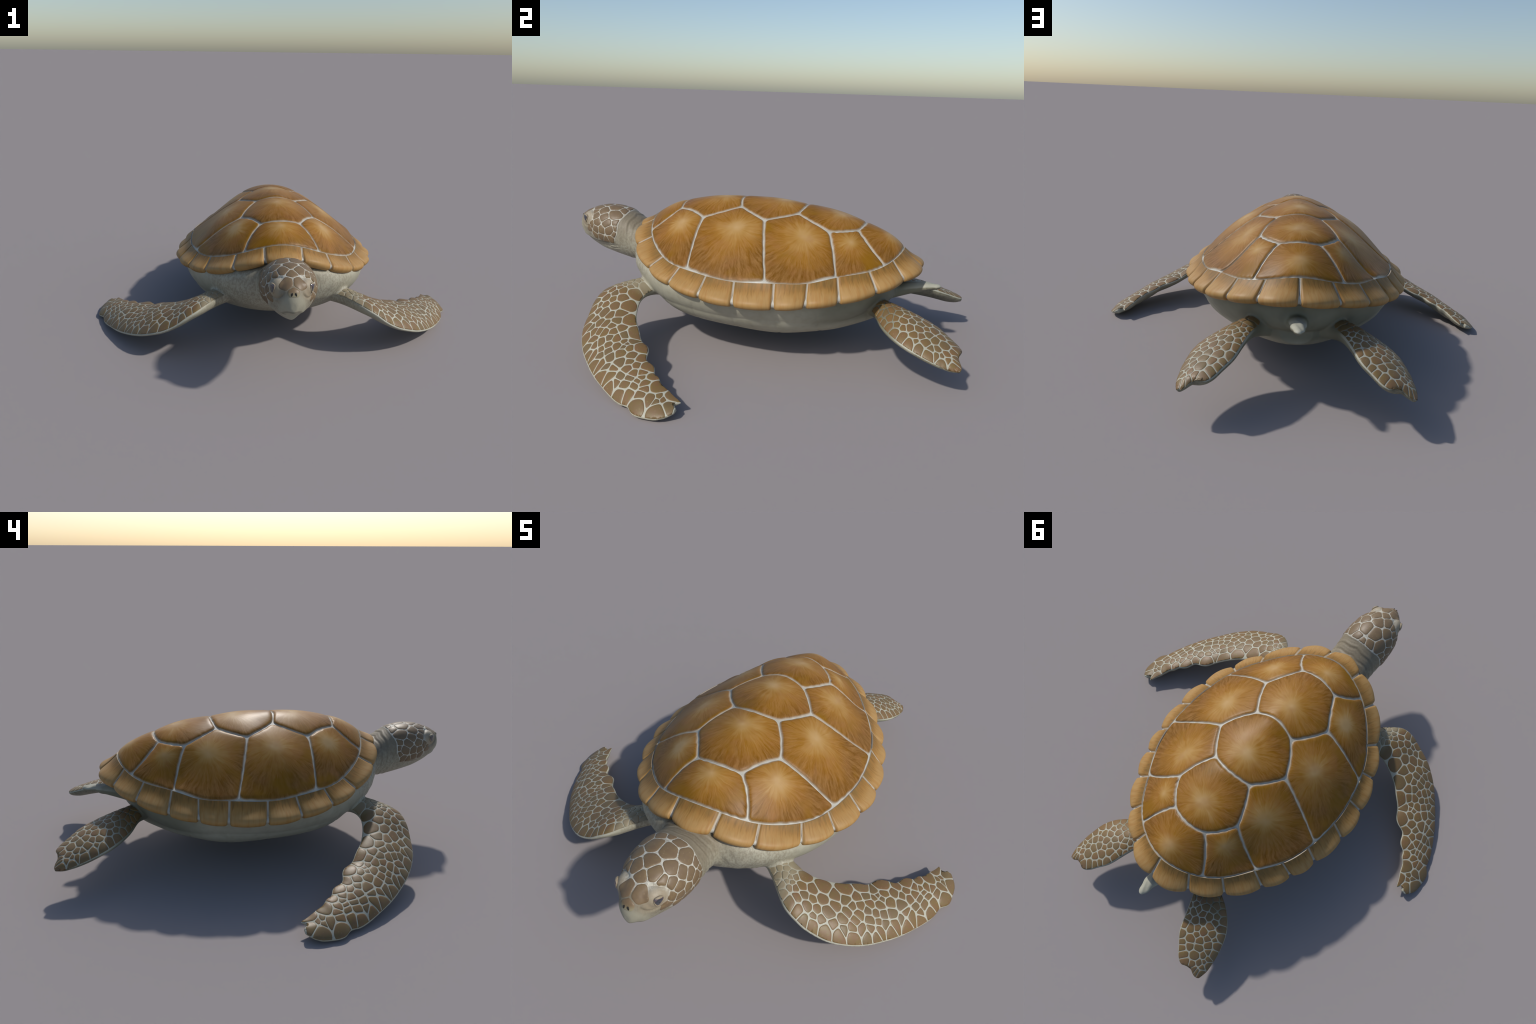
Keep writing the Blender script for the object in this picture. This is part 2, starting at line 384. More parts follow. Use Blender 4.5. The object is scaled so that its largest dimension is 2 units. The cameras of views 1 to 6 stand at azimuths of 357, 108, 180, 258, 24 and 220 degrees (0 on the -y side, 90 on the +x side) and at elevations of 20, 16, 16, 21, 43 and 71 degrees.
# ------------------------------------------------------------------ materials
class Nodes:
    def __init__(self, name):
        self.m = bpy.data.materials.new(name); self.m.use_nodes = True
        self.t = self.m.node_tree; self.t.nodes.clear()
        self.out = self.n("ShaderNodeOutputMaterial"); self.b = self.n("ShaderNodeBsdfPrincipled")
        self.l(self.b.outputs[0], self.out.inputs[0])
        self.tc = self.n("ShaderNodeTexCoord")

    def n(self, kind, **kw):
        x = self.t.nodes.new(kind)
        for k, v in kw.items():
            setattr(x, k, v)
        return x

    def l(self, a, b):
        self.t.links.new(a, b)

    def put(self, sock, v):
        if isinstance(v, bpy.types.NodeSocket):
            self.l(v, sock)
        else:
            sock.default_value = v

    def math(self, op, a, b=0.0, c=None, clamp=False):
        x = self.n("ShaderNodeMath", operation=op, use_clamp=clamp)
        self.put(x.inputs[0], a); self.put(x.inputs[1], b)
        if c is not None:
            self.put(x.inputs[2], c)
        return x.outputs[0]

    def vmath(self, op, a, b=(0, 0, 0)):
        x = self.n("ShaderNodeVectorMath", operation=op)
        self.put(x.inputs[0], a)
        if op == "SCALE":
            self.put(x.inputs["Scale"], b)
        else:
            self.put(x.inputs[1], b)
        return x.outputs["Value"] if op in ("LENGTH", "DOT_PRODUCT", "DISTANCE") else x.outputs[0]

    def sep(self, v):
        x = self.n("ShaderNodeSeparateXYZ"); self.l(v, x.inputs[0]); return x.outputs

    def comb(self, a, b, c):
        x = self.n("ShaderNodeCombineXYZ")
        for s, v in zip(x.inputs, (a, b, c)):
            self.put(s, v)
        return x.outputs[0]

    def noise(self, vec, scale, detail=3.0, rough=0.55, dist=0.0):
        x = self.n("ShaderNodeTexNoise"); self.l(vec, x.inputs["Vector"])
        self.put(x.inputs["Scale"], scale); x.inputs["Detail"].default_value = detail; x.inputs["Roughness"].default_value = rough; x.inputs["Distortion"].default_value = dist
        return x.outputs["Fac"]

    def voronoi(self, vec, scale, feature="F1"):
        x = self.n("ShaderNodeTexVoronoi", feature=feature); self.l(vec, x.inputs["Vector"]); self.put(x.inputs["Scale"], scale)
        return x.outputs["Distance"]

    def ramp(self, f, stops, interp="LINEAR"):
        x = self.n("ShaderNodeValToRGB"); self.put(x.inputs[0], f); r = x.color_ramp; r.interpolation = interp
        while len(r.elements) < len(stops):
            r.elements.new(0.5)
        for e, (p, c) in zip(r.elements, stops):
            e.position = p
            e.color = (*c, 1) if np.ndim(c) else (c, c, c, 1)
        return x.outputs[0]

    def step(self, v, a, b):
        x = self.n("ShaderNodeMapRange", interpolation_type="SMOOTHSTEP"); self.put(x.inputs[0], v)
        x.inputs[1].default_value = a; x.inputs[2].default_value = b
        return x.outputs[0]

    def mix(self, f, a, b, blend="MIX"):
        x = self.n("ShaderNodeMix", data_type="RGBA", blend_type=blend)
        self.put(x.inputs[0], f)
        for s, v in ((x.inputs[6], a), (x.inputs[7], b)):
            self.put(s, (*v, 1) if not isinstance(v, bpy.types.NodeSocket) else v)
        return x.outputs[2]

    def bump(self, h, strength, dist=0.003, normal=None):
        x = self.n("ShaderNodeBump"); self.put(x.inputs["Height"], h); x.inputs["Strength"].default_value = strength; x.inputs["Distance"].default_value = dist
        if normal is not None:
            self.l(normal, x.inputs["Normal"])
        return x.outputs[0]

    def done(self, color, rough=0.5, bump=None, spec=0.5):
        self.put(self.b.inputs["Base Color"], (*color, 1) if not isinstance(color, bpy.types.NodeSocket) else color)
        self.put(self.b.inputs["Roughness"], rough)
        self.put(self.b.inputs["Specular IOR Level"], spec)
        if bump is not None:
            self.l(bump, self.b.inputs["Normal"])
        return self.m


SEAM = (.50, .48, .41)


def scute_material(name, rimmed=0):
    """radiating streaks about the object's origin, pale at the growth centre, dark amber outside"""
    g = Nodes(name)
    P = g.tc.outputs["Object"]
    x, y, z = g.sep(P)
    size = g.n("ShaderNodeAttribute", attribute_type="OBJECT", attribute_name='["size"]').outputs["Fac"]
    seed = g.math("MULTIPLY", g.n("ShaderNodeObjectInfo").outputs["Random"], 40.0)
    flat = g.comb(x, y, 0.0)
    r = g.vmath("LENGTH", flat)
    rn = g.math("DIVIDE", r, size)
    wob = g.noise(P, 22.0, 2.0)
    wob2 = g.noise(g.vmath("ADD", P, (3.3, 1.7, 5.1)), 22.0, 2.0)
    bent = g.vmath("ADD", flat, g.comb(g.math("MULTIPLY_ADD", wob, .022, -.011), g.math("MULTIPLY_ADD", wob2, .022, -.011), 0.0))
    d = g.vmath("NORMALIZE", bent)
    dx, dy, _ = g.sep(d)
    polar = g.comb(g.math("MULTIPLY_ADD", dx, 1.0, seed), dy, g.math("MULTIPLY", r, .9))
    coarse = g.noise(polar, 5.5, 3.0, 0.6)
    fine = g.noise(polar, 17.0, 4.0, 0.7)
    patch = g.noise(g.vmath("ADD", P, g.comb(seed, seed, 0.0)), 9.0, 2.0)
    rr = g.math("ADD", rn, g.math("MULTIPLY", g.math("MULTIPLY_ADD", coarse, .80, -.40), g.step(rn, .05, .5)))
    rr = g.math("ADD", rr, g.math("MULTIPLY_ADD", patch, .70, -.35))
    base = g.ramp(rr, [(0.0, (.440, .280, .118)), (.22, (.370, .208, .058)), (.46, (.278, .126, .012)), (.72, (.218, .090, .003)), (1.0, (.150, .061, .002))])
    lines = g.ramp(fine, [(.36, 0.0), (.66, 1.0)])
    vis = g.math("MULTIPLY", lines, g.math("MULTIPLY", g.step(rn, .12, .55), .45))
    c = g.mix(vis, base, (.40, .215, .078))
    dark = g.math("MULTIPLY", g.ramp(coarse, [(.26, 1.0), (.50, 0.0)]), g.math("MULTIPLY", g.step(rn, .25, .75), .50))
    c = g.mix(dark, c, (.150, .066, .008))
    red = g.math("MULTIPLY", g.ramp(g.noise(g.vmath("ADD", P, g.comb(seed, 4.0, seed)), 14.0, 2.0), [(.5, 0.0), (.72, 1.0)]), .35)
    c = g.mix(red, c, (.285, .125, .040))
    amber = g.math("MULTIPLY", g.ramp(g.noise(g.vmath("ADD", P, g.comb(2.0, seed, seed)), 7.0, 2.0), [(.52, 0.0), (.66, 1.0)]), g.math("MULTIPLY", g.step(rn, .45, .85), .75))
    c = g.mix(amber, c, (.225, .105, .003))
    if rimmed:
        c = g.mix(rimmed, c, SEAM if rimmed > .4 else (.30, .27, .20))
    return g.done(c, .40, g.bump(fine, .16, .002), .16)


def marginal_material(name, rimmed=0):
    """fibres run from the inner seam (-y) to the free edge (+y)"""
    g = Nodes(name)
    P = g.tc.outputs["Object"]
    x, y, z = g.sep(P)
    seed = g.math("MULTIPLY", g.n("ShaderNodeObjectInfo").outputs["Random"], 40.0)
    wob = g.noise(P, 18.0, 2.0)
    fib = g.noise(g.comb(g.math("ADD", g.math("MULTIPLY_ADD", wob, .018, 0.0), g.math("ADD", x, seed)), g.math("MULTIPLY", y, .10), 0.0), 130.0, 3.0, .6)
    broad = g.noise(g.vmath("ADD", P, g.comb(seed, 0.0, 0.0)), 16.0, 2.0)
    yy = g.math("ADD", y, g.math("MULTIPLY_ADD", fib, .040, -.020))
    yy = g.math("ADD", yy, g.math("MULTIPLY_ADD", broad, .030, -.015))
    t = g.step(yy, -.048, .030)
    c = g.ramp(t, [(0.0, (.200, .112, .028)), (.35, (.270, .142, .034)), (.7, (.345, .192, .056)), (1.0, (.385, .228, .080))])
    dk = g.math("MULTIPLY", g.ramp(fib, [(.30, 1.0), (.50, 0.0)]), g.math("SUBTRACT", .75, g.math("MULTIPLY", t, .62)))
    c = g.mix(dk, c, (.150, .075, .018))
    warm = g.math("MULTIPLY", g.ramp(g.noise(g.comb(g.math("ADD", x, seed), g.math("MULTIPLY", y, .12), 0.0), 75.0, 2.0), [(.46, 0.0), (.68, 1.0)]), .55)
    c = g.mix(warm, c, (.33, .155, .036))
    if rimmed:
        c = g.mix(rimmed, c, SEAM if rimmed > .4 else (.30, .27, .20))
    return g.done(c, .50, g.bump(fib, .08, .002), .28)


def seam_material():
    g = Nodes("shell_seam")
    n = g.noise(g.tc.outputs["Object"], 40.0, 3.0)
    return g.done(g.ramp(n, [(.3, (.38, .36, .30)), (.7, (.48, .46, .395))]), .5)


def skin_material():
    """pale olive-cream hide, browner on the neck and shoulders, finely wrinkled"""
    g = Nodes("hide")
    P = g.tc.outputs["Object"]
    x, y, z = g.sep(P)
    ax = g.math("ABSOLUTE", x)
    nx, ny, nz = g.sep(g.n("ShaderNodeNewGeometry").outputs["Normal"])
    mott = g.noise(P, 26.0, 4.0, .6)
    fine = g.noise(P, 120.0, 3.0, .6)
    c = g.ramp(mott, [(.25, (.325, .305, .225)), (.5, (.375, .355, .270)), (.75, (.41, .39, .30))])
    # neck and nape: brown-grey above
    neck = g.math("MULTIPLY", g.step(y, -.52, -.60), g.step(g.math("ADD", z, g.math("MULTIPLY_ADD", mott, .16, -.08)), .36, .49))
    c = g.mix(g.math("MULTIPLY", neck, .85), c, (.190, .155, .100))
    plate = g.math("MULTIPLY", g.step(g.math("ADD", g.math("SUBTRACT", g.math("MULTIPLY", g.step(z, .49, .54), .020), g.math("MULTIPLY", g.step(z, .45, .40), .018)), g.math("MULTIPLY", y, -1.0)), .714, .719), g.step(z, .395, .41))
    low_cheek = g.math("MULTIPLY", g.math("MAXIMUM", g.math("SUBTRACT", .49, z), 0.0), .85)
    plate = g.math("MULTIPLY", plate, g.step(g.math("SUBTRACT", y, low_cheek), -.960, -.925))
    c = g.mix(plate, c, (.52, .50, .42))
    # neck base / shoulders: brown wrinkles
    sh = g.math("MULTIPLY", g.step(y, -.36, -.46), g.step(ax, .42, .30))
    wr = g.ramp(g.noise(g.vmath("MULTIPLY", P, (1.0, 1.0, .55)), 115.0, 4.0, .65), [(.40, 1.0), (.58, 0.0)])
    c = g.mix(g.math("MULTIPLY", g.math("MULTIPLY", sh, wr), .48), c, (.17, .135, .09))
    # hind quarters: greener and darker, ending short of the tail tip
    hind = g.math("MULTIPLY", g.step(y, .30, .48), g.math("SUBTRACT", 1.0, g.step(y, .80, .84)))
    hind = g.math("MULTIPLY", hind, g.step(z, .165, .215))
    c = g.mix(g.math("MULTIPLY", hind, .66), c, (.125, .130, .085))
    tip = g.step(y, .79, .83)
    c = g.mix(g.math("MULTIPLY", tip, .95), c, g.ramp(g.noise(P, 60.0, 2.0), [(.38, (.105, .098, .062)), (.6, (.195, .186, .125))]))
    # shadow painted into the groin where the hind legs leave the body
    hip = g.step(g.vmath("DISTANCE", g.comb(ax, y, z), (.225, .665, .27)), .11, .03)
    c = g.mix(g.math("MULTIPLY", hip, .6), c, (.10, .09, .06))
    # beak and chin: smooth pale horn
    beak = g.step(g.math("ADD", y, g.math("MULTIPLY", z, .55)), -.70, -.735)
    c = g.mix(g.math("MULTIPLY", beak, .75), c, (.36, .34, .255))
    # mouth slit: its shadow drawn as a dark line in the colour
    slit = g.math("SUBTRACT", z, g.math("MULTIPLY_ADD", g.step(y, -.92, -1.0), .036, .3835))
    slit = g.math("MULTIPLY", g.step(g.math("ABSOLUTE", slit), .0065, .001), g.step(y, -.76, -.80))
    c = g.mix(g.math("MULTIPLY", slit, .6), c, (.13, .115, .08))
    # skin round the eye: tan
    eye = g.step(g.vmath("DISTANCE", g.comb(ax, y, z), (.075, -.925, .50)), .058, .03)
    c = g.mix(g.math("MULTIPLY", eye, .85), c, (.31, .25, .165))
    # flipper webs: top of the paddles between the scales
    pad = g.math("MULTIPLY", g.step(nz, .0, .35), g.math("MAXIMUM", g.step(ax, .36, .42), g.step(y, .70, .76)))
    c = g.mix(g.math("MULTIPLY", pad, .75), c, (.43, .42, .335))
    # underside of the paddles: grey
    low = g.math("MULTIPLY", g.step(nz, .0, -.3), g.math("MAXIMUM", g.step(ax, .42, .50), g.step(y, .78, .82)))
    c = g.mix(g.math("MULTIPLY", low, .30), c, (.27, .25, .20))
    wrk = g.voronoi(g.vmath("MULTIPLY", P, (1.0, 1.0, 1.6)), 85.0, "DISTANCE_TO_EDGE")
    b = g.bump(fine, .10, .003)
    b = g.bump(g.math("MULTIPLY", g.math("MINIMUM", wrk, .25), g.math("MAXIMUM", sh, neck)), .14, .003, b)
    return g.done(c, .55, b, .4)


def scale_material(name, cols, edge=None, faint=False):
    """mottled horny scale; every scale has its own tint"""
    g = Nodes(name)
    P = g.tc.outputs["Object"]
    rnd = g.n("ShaderNodeObjectInfo").outputs["Random"]
    a = g.noise(P, 34.0, 3.0, .6); b = g.noise(g.vmath("ADD", P, (7.1, 2.2, 4.4)), 60.0, 3.0, .6)
    dots = g.voronoi(P, 70.0)
    c = g.mix(g.ramp(a, [(.36, 0.0), (.64, 1.0)]), cols[0], cols[1])
    c = g.mix(g.math("MULTIPLY", g.ramp(b, [(.48, 0.0), (.68, 1.0)]), .55), c, cols[2])
    c = g.mix(g.math("MULTIPLY", g.step(dots, .24, .05), .22), c, (.42, .33, .19))
    c = g.mix(g.math("MULTIPLY", g.math("POWER", rnd, 1.5), .55), c, cols[3])
    # towards the limb root the scales fade into the hide
    x, y, z = g.sep(P)
    fade = g.math("MULTIPLY", g.step(g.math("ABSOLUTE", x), .425, .36), g.step(y, .1, 0.0))
    if not faint:                                              # the nose shield pales towards the nostrils
        c = g.mix(g.math("MULTIPLY", g.step(z, .508, .488), g.step(y, -.955, -.975)), c, (.30, .265, .165))
    if faint:
        c = g.mix(g.math("MULTIPLY", fade, .62), c, (.32, .29, .20))
    return g.done(c, .46, g.bump(b, .10, .002), .42)


def plain(name, col, rough, spec=.5, coat=0.0):
    g = Nodes(name)
    m = g.done(col, rough, None, spec)
    g.b.inputs["Coat Weight"].default_value = coat
    return m


M_SCUTE, M_SCUTE_RIM, M_SCUTE_SOFT = scute_material("amber_scute"), scute_material("amber_scute_rim", .55), scute_material("amber_scute_soft_rim", .30)
M_MARG, M_MARG_RIM, M_MARG_SOFT = marginal_material("marginal_horn"), marginal_material("marginal_horn_rim", .55), marginal_material("marginal_horn_soft_rim", .28)
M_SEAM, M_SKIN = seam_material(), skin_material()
M_FLIP = scale_material("flipper_scale_horn", [(.180, .112, .040), (.190, .102, .044), (.178, .128, .030), (.135, .103, .050)], faint=True)
M_HEADS = scale_material("head_scale_horn", [(.190, .130, .068), (.165, .108, .058), (.200, .140, .060), (.150, .105, .062)])
def eye_material():
    g = Nodes("eye_ball")
    x, y, z = g.sep(g.tc.outputs["Object"])
    r = g.vmath("LENGTH", g.comb(x, y, 0.0))
    c = g.ramp(g.math("MULTIPLY", r, 50.0), [(.16, (.008, .008, .010)), (.22, (.045, .050, .065)), (.50, (.030, .034, .046)), (.72, (.030, .030, .040)), (.84, (.085, .060, .065))])
    m = g.done(c, .10, None, .6)
    g.b.inputs["Coat Weight"].default_value = 1.0
    return m


M_EYE = eye_material()
M_NOSTRIL = plain("nostril_dark", (.012, .010, .007), .7)
M_LID = plain("eyelid_hide", (.285, .228, .150), .55)

# ------------------------------------------------------------------ root
root = bpy.data.objects.new("sea_turtle", None)
COL.objects.link(root)
root["label"] = "green sea turtle with amber-brown scuted shell and scaly flippers"
root["category"] = "sea turtle"

# ------------------------------------------------------------------ body: all soft parts as one remeshed surface
def mirror(V):
    return V * np.array([-1, 1, 1])


parts = []
parts.append(loft_mesh(loft_sections(TORSO, 90, 96, (2.0, 2.0), (2.0, 2.0))))
parts.append(loft_mesh(loft_sections(PLASTRON, 80, 96, 2.4, 2.35)))
parts.append(loft_mesh(loft_sections(HEAD, 140, 80, (2.1, 2.1), (1.55, 2.0))))
parts.append(loft_mesh(loft_sections(TAIL, 50, 40)))
for fl, ns in ((FRONT, 170), (HIND, 110)):
    V, F = loft_mesh(fl.rings(ns, 32))
    parts.append((V, F)); parts.append((mirror(V), [f[::-1] for f in F]))
for sx in (1, -1):
    # eyelid dome: short axis along the direction of gaze
    e_n = norm([.87 * sx, -.46, .16]); e_u = norm(np.array([0, 0, 1]) - e_n * e_n[2]); e_f = np.cross(e_u, e_n)
    parts.append(ellipsoid((.052 * sx, -.912, .494), (.035, .042, .038), np.stack([e_n, e_f, e_u], 1)))
    # cheek under the temple scales
    parts.append(ellipsoid((.070 * sx, -.775, .435), (.052, .085, .060)))
V, F, k = [], [], 0
for v, f in parts:
    V.append(v); F += [tuple(i + k for i in ff) for ff in f]; k += len(v)
V = np.vstack(V)
tmp = add_mesh("body_blank", V, F, [])
bm = bmesh.new(); bm.from_mesh(tmp.data)
bmesh.ops.triangulate(bm, faces=[f for f in bm.faces if len(f.verts) > 4])
bmesh.ops.recalc_face_normals(bm, faces=bm.faces); bm.to_mesh(tmp.data); bm.free()
md = tmp.modifiers.new("skin", "REMESH"); md.mode = "VOXEL"; md.voxel_size = 0.0038; md.adaptivity = 0
body = bpy.data.meshes.new_from_object(tmp.evaluated_get(bpy.context.evaluated_depsgraph_get()))
bpy.data.objects.remove(tmp)
nv = len(body.vertices)
co = np.empty(nv * 3); body.vertices.foreach_get("co", co); co = co.reshape(-1, 3)
ed = np.empty(len(body.edges) * 2, int); body.edges.foreach_get("vertices", ed); ed = ed.reshape(-1, 2)
deg = np.bincount(ed.ravel(), minlength=nv).astype(float)


def lap(P):
    s = np.zeros_like(P)
    for c in range(3):
        s[:, c] = np.bincount(ed[:, 0], P[ed[:, 1], c], nv) + np.bincount(ed[:, 1], P[ed[:, 0], c], nv)
    return s / deg[:, None] - P


def dist_m(P, c):
    return np.linalg.norm(P * [1, 1, 1] - np.array(c), axis=1) if c[0] == 0 else np.linalg.norm(np.c_[np.abs(P[:, 0]), P[:, 1:]] - np.array(c), axis=1)


for i in range(4):                                             # take the voxel steps out (Taubin)
    co = co + .55 * lap(co); co = co - .56 * lap(co)
# melt the joints: shoulders, hips, neck, tail root
blend = np.zeros(nv)
for c, r in (((.335, -.47, .27), .125), ((.215, .665, .26), .085), ((.0, -.555, .38), .20), ((.13, -.54, .33), .16), ((0, .69, .29), .07), ((.075, -.925, .50), .062)):
    amt = .15 if r == .062 else 1.0
    blend = np.maximum(blend, amt * smooth01(1.25 - dist_m(co, c) / r))
w = blend[:, None]
for i in range(46):
    co = co + .6 * w * lap(co)


def normals(P):
    body.vertices.foreach_set("co", P.ravel()); body.update()
    n = np.empty(nv * 3); body.vertex_normals.foreach_get("vector", n)
    return n.reshape(-1, 3)


N = normals(co)
x, y, z = co.T
ax = np.abs(x)
disp = np.zeros(nv)
# rings of loose skin round the neck
ph = y + .10 * (z - .42) + .005 * np.sin(3 * np.arctan2(z - .4, ax) + 1) + .003 * np.sin(7 * np.arctan2(z - .4, ax) + 2)
neckm = smooth01((y + .715) / .03) * smooth01((-.555 - y) / .05) * smooth01((.20 - ax) / .04)
disp += neckm * .65 * (.0016 * np.sin(ph * 2 * math.pi / .027) + .0009 * np.sin(ph * 2 * math.pi / .0155 + 1.3))
# soft folds of the shoulders
shm = smooth01((.12 - np.abs(dist_m(co, (.22, -.51, .30)))) / .06 + .2)
lump = np.array([noise.noise(Vector((a * 22, b * 22, c * 14))) for a, b, c in co]) if False else np.sin(60 * x + 25 * z) * np.sin(70 * y - 30 * z + 8 * x)
disp += shm * .0016 * lump
# crease round the eye bulge and the mouth slit
mouth = np.interp(y, [-1.02, -.985, -.95, -.90, -.85, -.79], [.414, .401, .391, .385, .383, .386])
mm = smooth01((-.775 - y) / .02)
disp -= mm * .0068 * np.exp(-((z - mouth) / .0045) ** 2)
jaw = mm * smooth01((mouth - z) / .012) * smooth01((z - mouth + .05) / .03)
disp -= jaw * .0065
ee = np.sqrt(((y + .925) / .045) ** 2 + ((z - .498) / .038) ** 2)
disp -= smooth01((ax - .034) / .012) * .0058 * np.exp(-((ee - 1.08) / .080) ** 2)
# folds behind the corner of the jaw
for k, (zz, a) in enumerate(((.372, .0035), (.356, .0028), (.340, .002))):
    fm = smooth01(1 - np.abs(y + .765) / .075) * smooth01((ax - .04) / .03)
    disp -= fm * a * np.exp(-((z - zz - .5 * (y + .77) ** 2 / .05 * .2) / .0045) ** 2)
# skull plate stands proud of the neck
plate = smooth01((-.713 - y + .020 * smooth01((z - .49) / .05) - .018 * smooth01((.45 - z) / .05)) / .010) * smooth01((z - mouth + .002) / .01)
disp += plate * .0022
# plastron: mid-line furrow and cross seams of the bridge
under = smooth01((-N[:, 2] - .25) / .3) * smooth01((.36 - np.abs(y - .05)) / .1 + 1) * (z < .30)
disp -= under * .0022 * np.exp(-(x / .008) ** 2) * (np.abs(y) < .62)
for yy in (-.33, -.17, .02, .21, .38):
    disp -= under * .0016 * np.exp(-((y - yy - .15 * ax ** 2) / .006) ** 2)
tl = smooth01((y - .76) / .04) * smooth01((.06 - ax) / .02)
disp += tl * .0022 * np.sin(95 * y + 2 * np.sin(60 * x)) * np.sin(110 * x + 40 * z + 1)
disp += under * .0022 * np.sin(11 * y + 3 * np.sin(7 * ax)) * np.sin(13 * ax)
co = co + N * disp[:, None]
co[:, 1] += .007 * smooth01((-.955 - y) / .02) * smooth01((mouth - z) / .008)          # lower jaw set back behind the beak
for i in range(2):
    co = co + .25 * lap(co)
co[:, 2] -= 0
N = normals(co)

# split by region, one vertex-normal field for all
nf = len(body.polygons)
lt = np.empty(nf, int); body.polygons.foreach_get("loop_total", lt)
ls = np.empty(nf, int); body.polygons.foreach_get("loop_start", ls)
lv = np.empty(len(body.loops), int); body.loops.foreach_get("vertex_index", lv)
quads = [lv[a:a + b] for a, b in zip(ls, lt)]
fc = np.add.reduceat(co[lv], ls, axis=0) / lt[:, None]; fn = np.add.reduceat(N[lv], ls, axis=0) / lt[:, None]
fx, fy, fz = np.abs(fc[:, 0]), fc[:, 1], fc[:, 2]
side = fc[:, 0] > 0
region = np.full(nf, "torso", dtype=object)
region[(fn[:, 2] < -.25) & (fy > -.5) & (fy < .66) & (fz < .29)] = "plastron"
region[(fy < -.575) & (fx < .17)] = "neck"
region[(fy < -.70 - .2 * np.clip(fz - .45, -.08, .08))] = "head"
fr = (fy < .1) & (fx > .36 + np.clip(fy + .45, 0, 1) * .6) & (fz < .31)
region[fr & side] = "front_flipper"; region[fr & ~side] = "front_flipper_mirror"
hd = (fy > .58) & (fx > .12) & ((fy - .675) * .8 + (fx - .21) * .5 > 0) & (fz < .335)
region[hd & side] = "hind_flipper"; region[hd & ~side] = "hind_flipper_mirror"
region[(fx < .10) & (fy > .735)] = "tail"
PART = {}
for name in ("torso", "plastron", "neck", "head", "front_flipper", "front_flipper_mirror", "hind_flipper", "hind_flipper_mirror", "tail"):
    sel = [quads[i] for i in np.where(region == name)[0]]
    used = np.unique(np.concatenate(sel))
    back = np.full(nv, -1); back[used] = np.arange(len(used))
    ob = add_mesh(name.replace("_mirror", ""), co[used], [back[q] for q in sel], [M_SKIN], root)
    ob.data.normals_split_custom_set_from_vertices([tuple(n) for n in N[used]])
    PART[name] = ob
bvh = BVHTree.FromPolygons([tuple(p) for p in co], [tuple(q) for q in quads])
bpy.data.meshes.remove(body)

# ------------------------------------------------------------------ carapace
SH = Shell()
# seam layer: the plan inside the rim, as rings shrinking to the middle, then the marginal ring round to the underside
nu = 480
u = np.linspace(-1, 1, nu, endpoint=False)
inner = rim(RIM_IN, u)
rings = []
for f in np.linspace(.02, 1, 44):
    q = inner[:, :2] * f + np.array([0, .08]) * (1 - f)
    rings.append(SH.point(q) - SH.normal(q) * .0040)
uf = np.where(np.abs(u) < 1 / 12, (np.abs(u) * 12 + 1) / 2, np.abs(u) * 12 % 1)
wn = np.clip(np.sin(math.pi * uf), 0, 1) ** .75 * np.where(np.abs(u) < 1 / 12, .017, .014 + .008 * (np.abs(u) > 11 / 12))
for j in np.linspace(.4, 9, 22):
    p, n = rim_profile(u, np.full(nu, j), wn)
    c, _ = rim_profile(u, np.full(nu, 3.0))
    hull = rim(RIM_IN, u) * .35 + rim(RIM_OUT, u) * .65 - n * .012
    rings.append(hull + (p - hull) * (1 - .0056 / np.maximum(np.linalg.norm(p - hull, axis=1, keepdims=True), .01)) - n * .0012)
V, F = loft_mesh(rings)
carapace = add_mesh("carapace", V, F[:-1], [M_SEAM], root)


def scute(name, outline, centre, gap, dome):
    P = resample(outline, 260)
    area = 0.5 * np.sum(P[:, 0] * np.roll(P[:, 1], -1) - np.roll(P[:, 0], -1) * P[:, 1])
    if area < 0:
        P = P[::-1]
    P = inset(round_loop(P, 4), gap)
    P = round_loop(resample(P, 240), 9)
    a = np.linspace(0, 2 * math.pi, 240, endpoint=False)
    P = inset(P, sum(k * np.sin(f * a + p) for f, k, p in zip(RNG.integers(9, 30, 7), [.0003] * 7, RNG.uniform(0, 6, 7)))[:, None])
    c = np.array(centre, float)
    size = float(np.mean(np.linalg.norm(P - c, axis=1)))
    d = np.linalg.norm(P - c, axis=1, keepdims=True)
    rings, idx = [], []
    marks = [0, .0020, .0044, .0078, .0120, .0180, .0280]
    hs = [-.0052, -.0033, -.0008, .0013, .0027, .0037, .0042]
    fracs = list(np.linspace(1, .03, 16)[1:])
    for m, h in zip(marks, hs):
        q = P + (c - P) * (m / d)
        rings.append((q, np.full(len(q), h)))
    last = P + (c - P) * (marks[-1] / d)
    for f in fracs:
        q = c + (last - c) * f
        rings.append((q, np.full(len(q), .0042 + dome * (1 - f ** 2))))
    V = np.vstack([SH.point(q) + SH.normal(q) * h[:, None] for q, h in rings])
    n = 240; F, mi = [], []
    for i in range(len(rings) - 1):
        for k in range(n):
            k2 = (k + 1) % n
            F.append((i * n + k, i * n + k2, (i + 1) * n + k2, (i + 1) * n + k)); mi.append((1, 1, 2)[i] if i < 3 else 0)
    F.append(tuple((len(rings) - 1) * n + k for k in range(n))); mi.append(0)
    # local frame: origin at the growth centre, z along the shell normal
    o = SH.point([c])[0]; nz = SH.normal([c])[0]
    xa = norm(np.cross([0, 1, 0], nz)); ya = np.cross(nz, xa)
    R = np.stack([xa, ya, nz], 1)
    L = (V - o) @ R
    M = Matrix([list(R[i]) + [o[i]] for i in range(3)] + [[0, 0, 0, 1]])
    ob = add_mesh(name, L, F, [M_SCUTE, M_SCUTE_RIM, M_SCUTE_SOFT], carapace, mat_index=mi, matrix=M)
    ob["size"] = size * 1.12
    return ob


